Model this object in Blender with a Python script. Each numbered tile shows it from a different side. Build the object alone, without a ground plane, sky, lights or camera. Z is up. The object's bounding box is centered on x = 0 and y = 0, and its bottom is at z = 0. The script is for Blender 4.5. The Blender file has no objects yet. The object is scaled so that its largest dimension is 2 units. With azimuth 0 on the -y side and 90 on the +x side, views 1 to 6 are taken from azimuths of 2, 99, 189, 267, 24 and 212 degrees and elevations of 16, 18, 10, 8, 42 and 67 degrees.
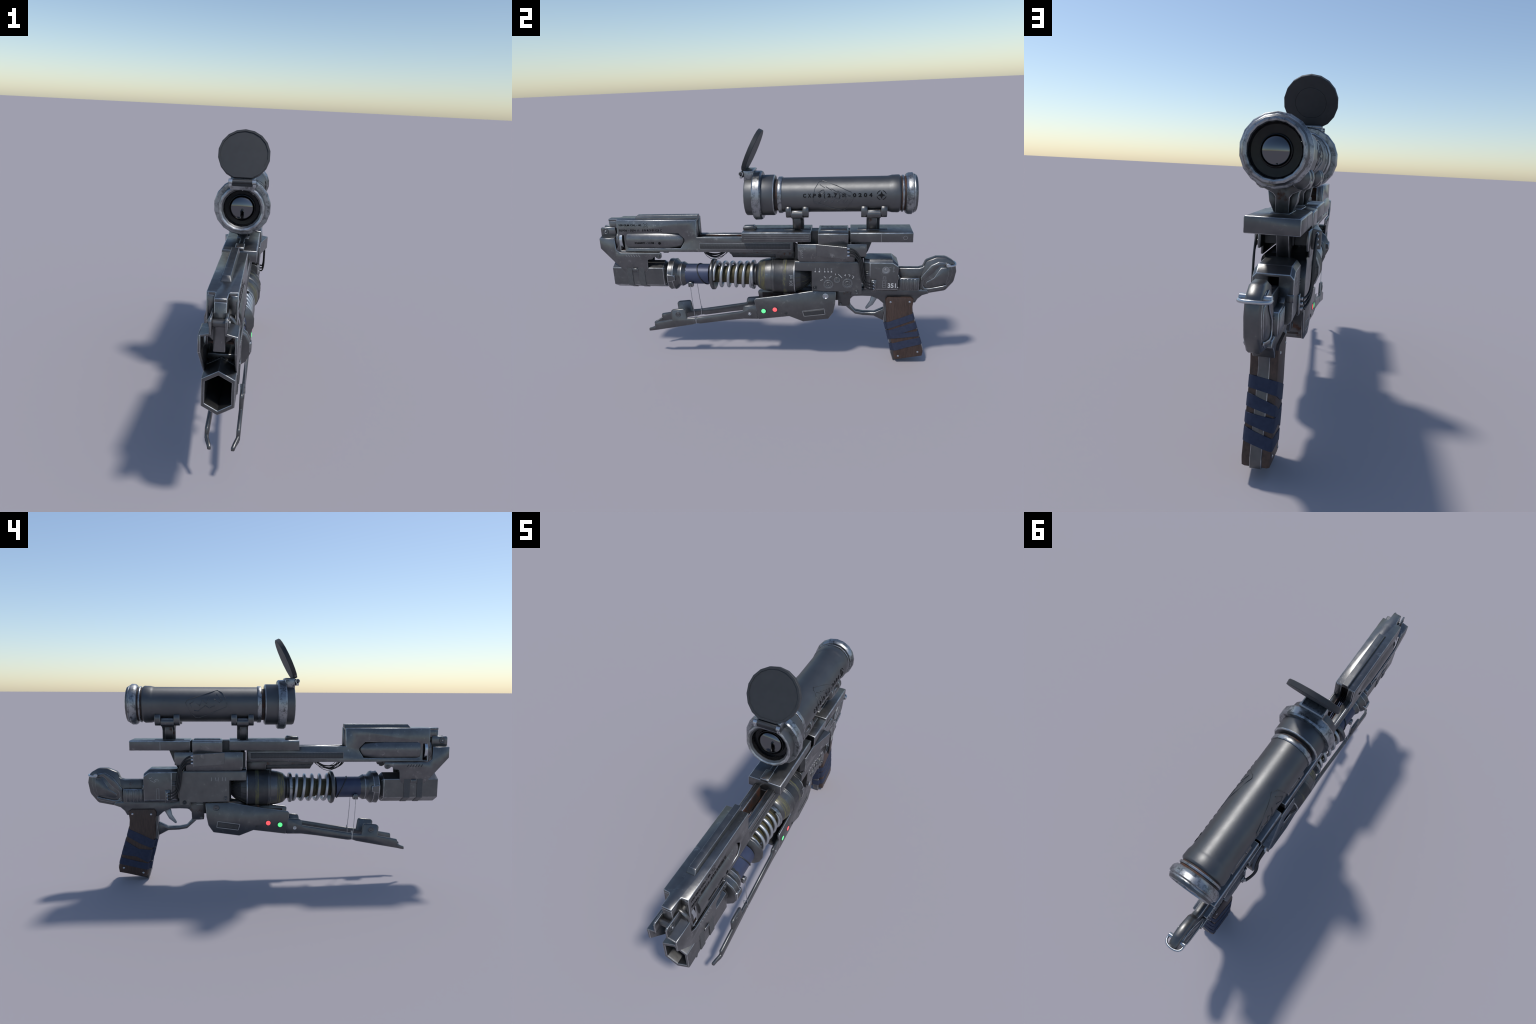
"""Worn sci-fi blaster rifle with a telescopic scope, standing on its pistol grip.
Frame: muzzle towards -y, grip towards +y, z up, symmetric about x = 0."""
import bpy, bmesh, math, random
from mathutils import Vector, Matrix

random.seed(7)
COLL = bpy.context.scene.collection

# ------------------------------------------------------------------ materials
def new_mat(name):
    m = bpy.data.materials.new(name)
    m.use_nodes = True
    nt = m.node_tree
    for n in list(nt.nodes):
        nt.nodes.remove(n)
    out = nt.nodes.new('ShaderNodeOutputMaterial')
    b = nt.nodes.new('ShaderNodeBsdfPrincipled')
    nt.links.new(b.outputs[0], out.inputs[0])
    return m, nt, b

def coords(nt, scale=(1, 1, 1), rot=(0, 0, 0)):
    tc = nt.nodes.new('ShaderNodeTexCoord')
    mp = nt.nodes.new('ShaderNodeMapping')
    mp.inputs['Scale'].default_value = scale
    mp.inputs['Rotation'].default_value = rot
    nt.links.new(tc.outputs['Object'], mp.inputs[0])
    return mp.outputs[0]

def noise(nt, vec, scale, detail=4, rough=0.6):
    n = nt.nodes.new('ShaderNodeTexNoise')
    n.inputs['Scale'].default_value = scale
    n.inputs['Detail'].default_value = detail
    n.inputs['Roughness'].default_value = rough
    nt.links.new(vec, n.inputs['Vector'])
    return n.outputs['Fac']

def ramp(nt, fac, stops):
    r = nt.nodes.new('ShaderNodeValToRGB')
    els = r.color_ramp.elements
    while len(els) < len(stops):
        els.new(0.5)
    for e, (p, c) in zip(els, stops):
        e.position = p
        e.color = (*c, 1) if len(c) == 3 else c
    nt.links.new(fac, r.inputs[0])
    return r.outputs[0]

def g(v):
    return (v, v, v)

def mix(nt, fac, a, b):
    m = nt.nodes.new('ShaderNodeMix')
    m.data_type = 'RGBA'
    nt.links.new(fac, m.inputs[0])
    for sock, v in ((m.inputs[6], a), (m.inputs[7], b)):
        if isinstance(v, tuple):
            sock.default_value = (*v, 1)
        else:
            nt.links.new(v, sock)
    return m.outputs[2]

def bump(nt, b, h, strength, dist=0.002, soft=0.0):
    n = nt.nodes.new('ShaderNodeBump')
    if soft:
        bv = nt.nodes.new('ShaderNodeBevel')
        bv.samples = 8
        bv.inputs['Radius'].default_value = soft
        nt.links.new(bv.outputs[0], n.inputs['Normal'])
    n.inputs['Strength'].default_value = strength
    n.inputs['Distance'].default_value = dist
    nt.links.new(h, n.inputs['Height'])
    nt.links.new(n.outputs[0], b.inputs['Normal'])

def metal(name, lo, hi, rough=(0.36, 0.5), metallic=0.9, rust=0.0, mottle=None,
          scale=14, soft=0.005, streak=None, rust_col=((0.045, 0.018, 0.010), (0.115, 0.045, 0.022))):
    """Gunmetal: cloudy colour, uneven polish, optional rust patches / pale mottling."""
    m, nt, b = new_mat(name)
    v = coords(nt)
    n1 = noise(nt, v, scale, 6, 0.62)
    col = ramp(nt, n1, [(0.30, lo), (0.70, hi)])
    n2 = noise(nt, v, scale * 2.3, 5, 0.7)
    rg = ramp(nt, n2, [(0.3, g(rough[0])), (0.7, g(rough[1]))])
    met = ramp(nt, n2, [(0.0, g(metallic)), (1.0, g(metallic))])
    if mottle:
        n3 = noise(nt, coords(nt, streak) if streak else v, mottle[1], 7, 0.75)
        f3 = ramp(nt, n3, [(mottle[2], g(0)), (mottle[3], g(1))])
        col = mix(nt, f3, col, mottle[0])
    if rust:
        n4 = noise(nt, v, 22, 6, 0.7)
        f4 = ramp(nt, n4, [(0.62 - rust * 0.3, g(0)), (0.74 - rust * 0.3, g(1))])
        n5 = noise(nt, v, 60, 4, 0.6)
        rc = ramp(nt, n5, [(0.3, rust_col[0]), (0.7, rust_col[1])])
        col = mix(nt, f4, col, rc)
        rg = mix(nt, f4, rg, (0.75, 0.75, 0.75))
        met = mix(nt, f4, met, (0.15, 0.15, 0.15))
    nt.links.new(col, b.inputs['Base Color'])
    nt.links.new(rg, b.inputs['Roughness'])
    nt.links.new(met, b.inputs['Metallic'])
    bump(nt, b, noise(nt, v, 160, 3, 0.6), 0.06, soft=soft)
    return m

def plain(name, lo, hi, rough=0.6, metallic=0.0, scale=30, stretch=(1, 1, 1), bmp=0.1, spec=0.5):
    m, nt, b = new_mat(name)
    v = coords(nt, stretch)
    n1 = noise(nt, v, scale, 5, 0.65)
    nt.links.new(ramp(nt, n1, [(0.3, lo), (0.7, hi)]), b.inputs['Base Color'])
    b.inputs['Roughness'].default_value = rough
    b.inputs['Metallic'].default_value = metallic
    b.inputs['Specular IOR Level'].default_value = spec
    if bmp:
        bump(nt, b, n1, bmp)
    return m

def woven(name, lo, hi, period, axes='yz', metallic=0.7):
    """fine cross-hatched knurl / webbing"""
    m, nt, b = new_mat(name)
    v = coords(nt)
    waves = []
    for ax in axes:
        w = nt.nodes.new('ShaderNodeTexWave')
        w.wave_type = 'BANDS'
        w.bands_direction = ax.upper()
        w.inputs['Scale'].default_value = 0.314 / period
        w.inputs['Distortion'].default_value = 0.0
        nt.links.new(v, w.inputs['Vector'])
        waves.append(w.outputs['Fac'])
    mm = nt.nodes.new('ShaderNodeMath')
    mm.operation = 'MULTIPLY'
    nt.links.new(waves[0], mm.inputs[0])
    nt.links.new(waves[1], mm.inputs[1])
    nt.links.new(ramp(nt, mm.outputs[0], [(0.05, lo), (0.6, hi)]), b.inputs['Base Color'])
    b.inputs['Roughness'].default_value = 0.55
    b.inputs['Metallic'].default_value = metallic
    bump(nt, b, mm.outputs[0], 0.4, 0.001)
    return m

def glow(name, col, strength):
    m, nt, b = new_mat(name)
    b.inputs['Base Color'].default_value = (*col, 1)
    b.inputs['Emission Color'].default_value = (*col, 1)
    b.inputs['Emission Strength'].default_value = strength
    b.inputs['Roughness'].default_value = 0.4
    return m

GUN = metal('gunmetal', (0.118, 0.119, 0.121), (0.158, 0.159, 0.160), (0.31, 0.45), mottle=((0.25, 0.25, 0.248), 28, 0.60, 0.74), soft=0.005)  # base colour raised slightly to match the sun-bright upper panels
SHROUD = metal('glint_lightened_shroud_metal', (0.135, 0.136, 0.138), (0.19, 0.19, 0.19), (0.27, 0.40), mottle=((0.34, 0.34, 0.335), 26, 0.58, 0.72), soft=0.006)  # paler than gunmetal: silver sun glint tinted into the base colour
GUN_DARK = metal('dark_gunmetal', (0.065, 0.066, 0.069), (0.098, 0.099, 0.102), (0.42, 0.55))
GUN_RUST = metal('rusty_gunmetal', (0.095, 0.096, 0.098), (0.14, 0.14, 0.141), rust=0.20)
RUST = metal('rusted_metal', (0.05, 0.042, 0.04), (0.095, 0.08, 0.075), (0.55, 0.75), 0.6, rust=0.5, soft=0)
EDGE = metal('worn_edge', (0.24, 0.245, 0.25), (0.60, 0.605, 0.61), (0.32, 0.44), 0.95, scale=34, soft=0.003)
TUBE = metal('scope_paint', (0.112, 0.115, 0.119), (0.138, 0.140, 0.143), (0.43, 0.49), 0.9, scale=8, soft=0)
STEEL = metal('mottled_steel', (0.25, 0.262, 0.275), (0.40, 0.412, 0.425), (0.30, 0.46), 0.95,
              mottle=((0.115, 0.119, 0.123), 34, 0.48, 0.62), soft=0)
BRIGHT = metal('bright_steel', (0.42, 0.44, 0.46), (0.55, 0.57, 0.59), (0.24, 0.36), 1.0, soft=0)
SPRING = metal('spring_steel', (0.42, 0.435, 0.45), (0.52, 0.535, 0.55), (0.38, 0.48), 0.95, soft=0)
TRIG = metal('brushed_trigger_steel', (0.32, 0.35, 0.37), (0.38, 0.41, 0.43), (0.4, 0.5), 0.7)
CAPM = plain('black_plastic', (0.020, 0.022, 0.025), (0.026, 0.028, 0.032), 0.55, bmp=0.03)
BLACK = plain('black_rubber', (0.008, 0.008, 0.009), (0.014, 0.014, 0.015), 0.5)
GLOSS = plain('glossy_black_bezel', (0.006, 0.006, 0.007), (0.012, 0.012, 0.013), 0.22, bmp=0.02, spec=0.25)
VOID = plain('near_black_interior', (0.012, 0.012, 0.013), (0.02, 0.02, 0.021), 0.8)  # near-black, used inside openings and on the rear of the cone
BLUE = plain('blue_cloth_tape', (0.024, 0.032, 0.063), (0.036, 0.046, 0.083), 0.75, scale=60, bmp=0.15, spec=0.3)
BLUE_SLEEVE = plain('blue_sleeve_paint', (0.036, 0.047, 0.096), (0.052, 0.065, 0.118), 0.45, 0.2, scale=18)
OLIVE = plain('olive_sleeve', (0.050, 0.044, 0.020), (0.082, 0.072, 0.032), 0.55, 0.3, scale=20)
YELLOW = metal('worn_yellow_paint', (0.14, 0.13, 0.05), (0.25, 0.23, 0.10), (0.4, 0.55), 0.5,
               mottle=((0.085, 0.084, 0.079), 2.2, 0.42, 0.53), streak=(5, 70, 5))
TAPE_BAND = metal('worn_olive_band', (0.10, 0.10, 0.05), (0.16, 0.155, 0.08), (0.45, 0.6), 0.4,
                  mottle=((0.07, 0.071, 0.073), 2.6, 0.44, 0.54), streak=(7, 30, 7))
INK = plain('black_ink', (0.006, 0.006, 0.007), (0.016, 0.016, 0.017), 0.9, bmp=0, spec=0.1)
WHITE = plain('white_ink', (0.42, 0.42, 0.42), (0.62, 0.62, 0.62), 0.6, bmp=0, scale=80)
PALE = plain('worn_engraving', (0.24, 0.245, 0.25), (0.34, 0.345, 0.35), 0.5, 0.8, bmp=0)
FRAME_PAINT = metal('slate_frame_metal', (0.105, 0.109, 0.113), (0.15, 0.153, 0.156), rust=0.08)
KNURL = woven('knurled_panel', (0.06, 0.061, 0.063), (0.135, 0.136, 0.138), 0.0042)
WEB = woven('woven_strap', (0.055, 0.056, 0.058), (0.16, 0.162, 0.165), 0.0052, metallic=0.4)
GREEN_L = glow('green_light', (0.12, 0.85, 0.26), 0.9)
RED_L = glow('red_light', (0.95, 0.10, 0.11), 0.9)
LENS, _nt, _b = new_mat('coated_lens')
_b.inputs['Base Color'].default_value = (0.15, 0.154, 0.162, 1)
_b.inputs['Metallic'].default_value = 1.0
_b.inputs['Roughness'].default_value = 0.04

def wood():
    m, nt, b = new_mat('dark_walnut')
    v = coords(nt, (3, 9, 1), (0.27, 0, 0))
    n1 = noise(nt, v, 26, 6, 0.7)
    v2 = coords(nt)
    n2 = noise(nt, v2, 12, 3, 0.5)
    c1 = ramp(nt, n1, [(0.3, (0.024, 0.0145, 0.011)), (0.7, (0.074, 0.044, 0.034))])
    c2 = ramp(nt, n1, [(0.3, (0.030, 0.016, 0.011)), (0.7, (0.086, 0.048, 0.035))])
    nt.links.new(mix(nt, n2, c1, c2), b.inputs['Base Color'])
    b.inputs['Roughness'].default_value = 0.5
    bump(nt, b, n1, 0.25)
    return m
WOOD = wood()

# ------------------------------------------------------------------ builders
def finish(bm, name, mats, parent=None, smooth=32):
    bmesh.ops.recalc_face_normals(bm, faces=bm.faces)
    me = bpy.data.meshes.new(name)
    bm.to_mesh(me)
    bm.free()
    for mt in mats:
        me.materials.append(mt)
    for p in me.polygons:
        p.use_smooth = True
    me.set_sharp_from_angle(angle=math.radians(smooth))
    ob = bpy.data.objects.new(name, me)
    COLL.objects.link(ob)
    if parent is not None:
        ob.parent = parent
    return ob

def chamfer(bm, width, angle=28):
    """chamfer the convex edges; the strip takes material slot 1 (worn metal)"""
    if width <= 0:
        return
    bmesh.ops.recalc_face_normals(bm, faces=bm.faces)
    lim = math.radians(angle)
    es = [e for e in bm.edges if len(e.link_faces) == 2 and e.is_convex
          and e.calc_face_angle(0) > lim]
    if es:
        bmesh.ops.bevel(bm, geom=es, offset=width, offset_type='OFFSET', segments=1,
                        profile=0.5, affect='EDGES', clamp_overlap=True, material=1)

def add_prism(bm, pts, x0, x1, inset=0.0):
    """extrude a (y, z) outline along x from x0 to x1"""
    f0 = [bm.verts.new((x0, y, z)) for y, z in pts]
    f1 = [bm.verts.new((x1, y, z)) for y, z in pts]
    n = len(pts)
    bm.faces.new(f0)
    bm.faces.new(list(reversed(f1)))
    for i in range(n):
        j = (i + 1) % n
        bm.faces.new((f0[i], f1[i], f1[j], f0[j]))

def prism(name, pts, x0, x1, mat, bev=0.002, parent=None, edge=None):
    bm = bmesh.new()
    add_prism(bm, pts, x0, x1)
    chamfer(bm, bev)
    return finish(bm, name, [mat, edge or EDGE], parent, 52)

def section(name, pts, y0, y1, mat, bev=0.002, parent=None, edge=None):
    """extrude an (x, z) outline along y"""
    bm = bmesh.new()
    f0 = [bm.verts.new((x, y0, z)) for x, z in pts]
    f1 = [bm.verts.new((x, y1, z)) for x, z in pts]
    n = len(pts)
    bm.faces.new(f0)
    bm.faces.new(list(reversed(f1)))
    for i in range(n):
        j = (i + 1) % n
        bm.faces.new((f0[i], f1[i], f1[j], f0[j]))
    chamfer(bm, bev)
    return finish(bm, name, [mat, edge or EDGE], parent, 52)

def box(name, x0, x1, y0, y1, z0, z1, mat, bev=0.002, parent=None, edge=None):
    return prism(name, [(y0, z0), (y1, z0), (y1, z1), (y0, z1)], x0, x1, mat, bev, parent, edge)

def loft(name, rings, mat, bev=0.0, parent=None, caps=True, edge=None, smooth=32):
    bm = bmesh.new()
    vs = [[bm.verts.new(p) for p in r] for r in rings]
    n = len(rings[0])
    for a, b in zip(vs, vs[1:]):
        for i in range(n):
            j = (i + 1) % n
            bm.faces.new((a[i], a[j], b[j], b[i]))
    if caps:
        bm.faces.new(vs[0])
        bm.faces.new(vs[-1])
    chamfer(bm, bev)
    return finish(bm, name, [mat, edge or EDGE], parent, smooth)

def lathe(name, prof, zc, mat, segs=18, parent=None, xc=0.0, mats=None, axis='y', at=(0, 0, 0),
          closed=False, phase=0.5, smooth=32, caps=True):
    """revolve (position, radius) about the y axis (x = xc, z = zc) or another axis through `at`.
    mats: list of (from_position, slot, material) for coloured zones"""
    bm = bmesh.new()
    rings = []
    for p, r in prof:
        ring = []
        for k in range(segs):
            a = 2 * math.pi * (k + phase) / segs
            c, s = r * math.cos(a), r * math.sin(a)
            if axis == 'y':
                co = (xc + c, p, zc + s)
            elif axis == 'x':
                co = (at[0] + p, at[1] + c, at[2] + s)
            else:
                co = (at[0] + c, at[1] + s, at[2] + p)
            ring.append(bm.verts.new(co))
        rings.append(ring)
    pairs = list(zip(range(len(prof)), range(1, len(prof))))
    if closed:
        pairs.append((len(prof) - 1, 0))
    allm = [mat]
    for a, b in pairs:
        slot = 0
        if mats and len(prof[a]) == 2:
            mid = 0.5 * (prof[a][0] + prof[b][0])
            for lo, hi, mt in mats:
                if lo <= mid <= hi:
                    if mt not in allm:
                        allm.append(mt)
                    slot = allm.index(mt)
        for i in range(segs):
            j = (i + 1) % segs
            f = bm.faces.new((rings[a][i], rings[a][j], rings[b][j], rings[b][i]))
            f.material_index = slot
    if caps and not closed:
        if prof[0][1] > 1e-5:
            bm.faces.new(rings[0])
        if prof[-1][1] > 1e-5:
            bm.faces.new(rings[-1])
    bmesh.ops.remove_doubles(bm, verts=bm.verts, dist=1e-6)
    return finish(bm, name, allm, parent, smooth)

def sweep(bm, path, r, segs=8, cap=True):
    pts = [Vector(p) for p in path]
    rings = []
    prev = None
    for i, p in enumerate(pts):
        t = (pts[min(i + 1, len(pts) - 1)] - pts[max(i - 1, 0)]).normalized()
        ref = prev if prev is not None else (Vector((0, 0, 1)) if abs(t.z) < 0.9 else Vector((1, 0, 0)))
        u = (ref - t * ref.dot(t)).normalized()
        prev = u
        w = t.cross(u)
        rr = r(i / (len(pts) - 1)) if callable(r) else r
        rings.append([bm.verts.new(p + u * rr * math.cos(2 * math.pi * k / segs)
                                   + w * rr * math.sin(2 * math.pi * k / segs)) for k in range(segs)])
    for a, b in zip(rings, rings[1:]):
        for k in range(segs):
            j = (k + 1) % segs
            bm.faces.new((a[k], a[j], b[j], b[k]))
    if cap:
        bm.faces.new(rings[0])
        bm.faces.new(rings[-1])

def wire(name, path, r, mat, parent=None, segs=8):
    bm = bmesh.new()
    sweep(bm, path, r, segs)
    return finish(bm, name, [mat], parent, 60)

def bezier(p0, p1, p2, p3, n=16):
    P = [Vector(p) for p in (p0, p1, p2, p3)]
    out = []
    for i in range(n + 1):
        t = i / n
        out.append(P[0] * (1 - t) ** 3 + P[1] * 3 * t * (1 - t) ** 2 + P[2] * 3 * t * t * (1 - t) + P[3] * t ** 3)
    return out

def mirror(ob):
    """mirrored twin (x -> -x) sharing nothing but the recipe"""
    me = ob.data.copy()
    me.transform(Matrix.Scale(-1, 4, (1, 0, 0)))
    me.flip_normals()
    tw = bpy.data.objects.new(ob.name.split('.')[0], me)
    COLL.objects.link(tw)
    tw.parent = ob.parent
    return tw

def both(ob):
    return ob, mirror(ob)

def bolt(name, x, y, z, r, parent, mat=None, depth=0.003, sgn=1, dish=True, segs=14):
    """round bolt head with a dished centre on a side face (axis x)"""
    s = sgn
    prof = [(-0.002 * s, r), (depth * s, r), (depth * 1.35 * s, r * 0.82)]
    if dish:
        prof += [(depth * 0.5 * s, r * 0.66), (depth * 0.5 * s, r * 0.42), (depth * 1.3 * s, r * 0.34)]
    return lathe(name, prof, 0, mat or GUN, segs, parent, axis='x', at=(x, y, z))

def text_mesh(body, size, bold=0.0, spacing=1.0):
    cu = bpy.data.curves.new('lettering', 'FONT')
    cu.body = body
    cu.size = size
    cu.offset = bold
    cu.space_character = spacing
    cu.extrude = 0.0004
    cu.resolution_u = 3
    ob = bpy.data.objects.new('lettering', cu)
    COLL.objects.link(ob)
    dg = bpy.context.evaluated_depsgraph_get()
    me = bpy.data.meshes.new_from_object(ob.evaluated_get(dg))
    bpy.data.objects.remove(ob)
    bpy.data.curves.remove(cu)
    me.materials.clear()
    return me

def lettering(name, body, y, z, x, size, mat, parent, sgn=1, width=None, bold=0.0, wrap=None, rot=False):
    """letters on a side face (x = const); reading direction +y on the +x side, -y on the -x side.
    wrap = (axis_z, radius) bends them round a tube"""
    me = text_mesh(body, size, bold)
    xs = [v.co.x for v in me.vertices]
    k = (width / (max(xs) - min(xs))) if width else 1.0
    x0 = min(xs)
    for v in me.vertices:
        a, b, h = (v.co.x - x0) * k, v.co.y, v.co.z
        if rot:
            a, b = -b, a
        if wrap:
            zc, r = wrap
            ang = math.asin(max(-1, min(1, (z - zc) / r))) + b / r
            rr = r + h + 0.0005
            v.co = (sgn * rr * math.cos(ang), y + sgn * a, zc + rr * math.sin(ang))
        else:
            v.co = (sgn * (x + h + 0.0005), y + sgn * a, z + b)
    me.materials.append(mat)
    me.name = name
    ob = bpy.data.objects.new(name, me)
    COLL.objects.link(ob)
    ob.parent = parent
    return ob

def strokes(name, segs, x, w, mat, parent, sgn=1, h=0.0008):
    """short raised marks on a side face; each ((y0,z0),(y1,z1))"""
    bm = bmesh.new()
    for (ya, za), (yb, zb) in segs:
        d = Vector((yb - ya, zb - za))
        d.normalize()
        n = Vector((-d.y, d.x)) * w / 2
        q = [(ya + n.x, za + n.y), (yb + n.x, zb + n.y), (yb - n.x, zb - n.y), (ya - n.x, za - n.y)]
        add_prism(bm, q, sgn * (x - 0.001), sgn * (x + h))
    ob = finish(bm, name, [mat], parent)
    ob['kind'] = 'stuff'
    return ob

def arc(cy, cz, r, a0, a1, n=14):
    pts = [(cy + r * math.cos(math.radians(a0 + (a1 - a0) * i / n)),
            cz + r * math.sin(math.radians(a0 + (a1 - a0) * i / n))) for i in range(n + 1)]
    return list(zip(pts, pts[1:]))

# ------------------------------------------------------------------ root
root = bpy.data.objects.new('blaster_rifle', None)
COLL.objects.link(root)
root.location.x = -0.001
root['label'] = 'worn dark gunmetal sci-fi rifle with scope and taped wooden grip'
root['category'] = 'rifle'

# ================================================================== SCOPE
SZ = 0.979
scope = lathe('scope_tube', [
    (-0.100, 0.083), (-0.119, 0.086), (-0.126, 0.094), (-0.130, 0.101), (-0.127, 0.1075), (-0.121, 0.1100),
    (0.027, 0.1105), (0.031, 0.1085), (0.033, 0.1045), (0.0345, 0.085), (0.050, 0.085),
    (0.0505, 0.0935), (0.075, 0.0940), (0.626, 0.0940), (0.636, 0.0965), (0.646, 0.0990),
    (0.677, 0.1000), (0.681, 0.0990), (0.686, 0.0955), (0.690, 0.0900), (0.722, 0.0900)],
    SZ, TUBE, 18, root, mats=[(0.0272, 0.0325, EDGE), (0.034, 0.0501, RUST), (0.6885, 0.73, RUST), (-0.1300, -0.1265, EDGE)], caps=False)  # front rim's lit edge highlight drawn as a pale EDGE zone
lathe('scope_clamp_ring', [(-0.036, 0.108), (-0.0365, 0.128), (-0.044, 0.1335), (-0.076, 0.1345), (-0.083, 0.130),
                           (-0.084, 0.108)], SZ, STEEL, 18, scope, closed=True)
lathe('scope_collar', [(0.050, 0.088), (0.0505, 0.0975), (0.054, 0.0995), (0.069, 0.0995), (0.0725, 0.0975), (0.073, 0.088)],
      SZ, STEEL, 18, scope, closed=True)
lathe('scope_collar', [(0.694, 0.088), (0.6955, 0.0965), (0.699, 0.098), (0.704, 0.0965), (0.706, 0.088)],
      SZ, STEEL, 18, scope, closed=True)
lathe('eyepiece_ring', [(0.712, 0.080), (0.714, 0.1000), (0.721, 0.1065), (0.728, 0.1095), (0.747, 0.1100), (0.751, 0.1060),
                        (0.752, 0.1020), (0.757, 0.1030), (0.760, 0.1000), (0.764, 0.0985), (0.770, 0.0945),
                        (0.7725, 0.0880), (0.771, 0.0830), (0.765, 0.0800), (0.728, 0.0790)],
      SZ, STEEL, 18, scope, mats=[(0.7605, 0.7675, GUN)], caps=False)
# black sockets and domed glass
lathe('lens_socket', [(-0.116, 0.0825), (-0.104, 0.0815), (-0.094, 0.080), (-0.092, 0.064), (-0.100, 0.062), (-0.101, 0.0588)],
      SZ, GLOSS, 36, scope, caps=False)
lathe('lens_socket', [(0.764, 0.0775), (0.755, 0.0765), (0.746, 0.075), (0.744, 0.050), (0.752, 0.048), (0.753, 0.0450)],
      SZ, GLOSS, 36, scope, caps=False)
def dome(name, y0, r, h, s, parent):
    prof = [(y0 + s * h * math.cos(a), r * math.sin(a)) for a in
            [math.radians(d) for d in (0.01, 15, 30, 45, 58, 70, 80, 90)]]
    prof[0] = (prof[0][0], 0.0)
    return lathe(name, prof, SZ, LENS, 36, parent, smooth=60)
dome('objective_lens', -0.099, 0.0590, 0.024, -1, scope)
dome('eyepiece_lens', 0.7515, 0.0455, 0.019, 1, scope)

# flip-up cap: leaning disc, 18 sides, flattened where the hinge grips it
def cap():
    bm = bmesh.new()
    n_ax = Vector((0, 0.902, -0.432))          # faces the scope
    up = Vector((0, 0.432, 0.902))
    rt = Vector((1, 0, 0))
    c0 = Vector((0, -0.0965, 1.2265))
    def ring(r, d, flat=0.112):
        out = []
        for k in range(18):
            a = 2 * math.pi * (k + 0.5) / 18
            u, v = r * math.cos(a), r * math.sin(a)
            v = max(v, -flat * r / 0.12)
            out.append(bm.verts.new(c0 + rt * u + up * v + n_ax * d))
        return out
    prof = [(0.109, 0.004), (0.1095, 0.0), (0.1175, 0.0), (0.1195, 0.002), (0.1195, 0.0215), (0.1175, 0.0235),
            (0.069, 0.0235), (0.068, 0.0222), (0.0665, 0.0235)]
    rs = [ring(r, d) for r, d in prof]
    for a, b in zip(rs, rs[1:]):
        for i in range(18):
            j = (i + 1) % 18
            bm.faces.new((a[i], a[j], b[j], b[i]))
    bm.faces.new(rs[0])
    bm.faces.new(rs[-1])
    return finish(bm, 'lens_cap', [CAPM], scope)
cap()
# hinge
section('cap_hinge', [(-0.056, 1.066), (0.056, 1.066), (0.056, 1.119), (0.050, 1.123), (-0.050, 1.123), (-0.056, 1.119)],
        -0.130, -0.078, STEEL, 0.002, scope)
box('hinge_flap', -0.045, 0.045, -0.147, -0.131, 1.086, 1.118, CAPM, 0.001, scope, CAPM)
lathe('hinge_pin', [(-0.063, 0.0), (-0.063, 0.009), (0.063, 0.009), (0.063, 0.0)], 0, GUN_DARK, 10, scope,
      axis='x', at=(0, -0.144, 1.107))
for ob in both(lathe('hinge_lug', [(0.045, 0.006), (0.045, 0.0125), (0.062, 0.0125), (0.062, 0.006)], 0, BRIGHT, 12, scope,
                     axis='x', at=(0, -0.143, 1.106))):
    pass
for ob in both(box('hinge_ear', 0.047, 0.062, -0.150, -0.136, 1.082, 1.106, BRIGHT, 0.002, scope)):
    pass
box('hinge_plate', -0.058, 0.058, -0.092, -0.076, 1.112, 1.120, STEEL, 0.001, scope)

# embossed diamond emblem on either side of the tube
def wrap_pt(y, z, sgn, lift=0.0):
    r = 0.0940 + lift
    a = math.asin(max(-1, min(1, (z - SZ) / 0.094)))
    return Vector((sgn * r * math.cos(a), y, SZ + r * math.sin(a)))
def emboss(name, loops, sgn, rad):
    bm = bmesh.new()
    for lp in loops:
        path = []
        for (ya, za), (yb, zb) in zip(lp, lp[1:]):
            for i in range(8):
                t = i / 8
                path.append(wrap_pt(ya + (yb - ya) * t, za + (zb - za) * t, sgn, -0.0006))
        path.append(wrap_pt(*lp[-1], sgn, -0.0006))
        sweep(bm, path, rad, 6)
    ob = finish(bm, name, [TUBE], scope, 60)
    return ob
D = [(0.286, 1.062), (0.360, 1.040), (0.434, 1.008), (0.447, 0.985), (0.440, 0.965), (0.406, 0.908), (0.392, 0.903),
     (0.320, 0.928), (0.241, 0.960), (0.236, 0.985), (0.250, 1.030), (0.268, 1.056), (0.286, 1.062)]
hatch = [[(0.275 + 0.03 * i, 1.045 - 0.010 * i), (0.300 + 0.035 * i, 1.030 - 0.012 * i)] for i in range(5)]
hatch += [[(0.262 + 0.034 * i, 0.950 + 0.006 * (i % 2)), (0.280 + 0.034 * i, 0.968)] for i in range(5)]
hatch += [[(0.268, 1.010), (0.292, 1.022), (0.300, 1.008), (0.280, 0.998), (0.268, 1.010)],
          [(0.330, 0.990), (0.400, 0.962), (0.412, 0.985), (0.345, 1.008)]]
emboss('emblem_relief', [D] + hatch, 1, 0.0020)
D2 = [(0.288, 1.056), (0.262, 1.044), (0.248, 1.020), (0.236, 0.985), (0.240, 0.968), (0.330, 0.930), (0.385, 0.909),
      (0.404, 0.912), (0.424, 0.930), (0.454, 0.990), (0.446, 1.004), (0.370, 1.030), (0.288, 1.056)]
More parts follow.
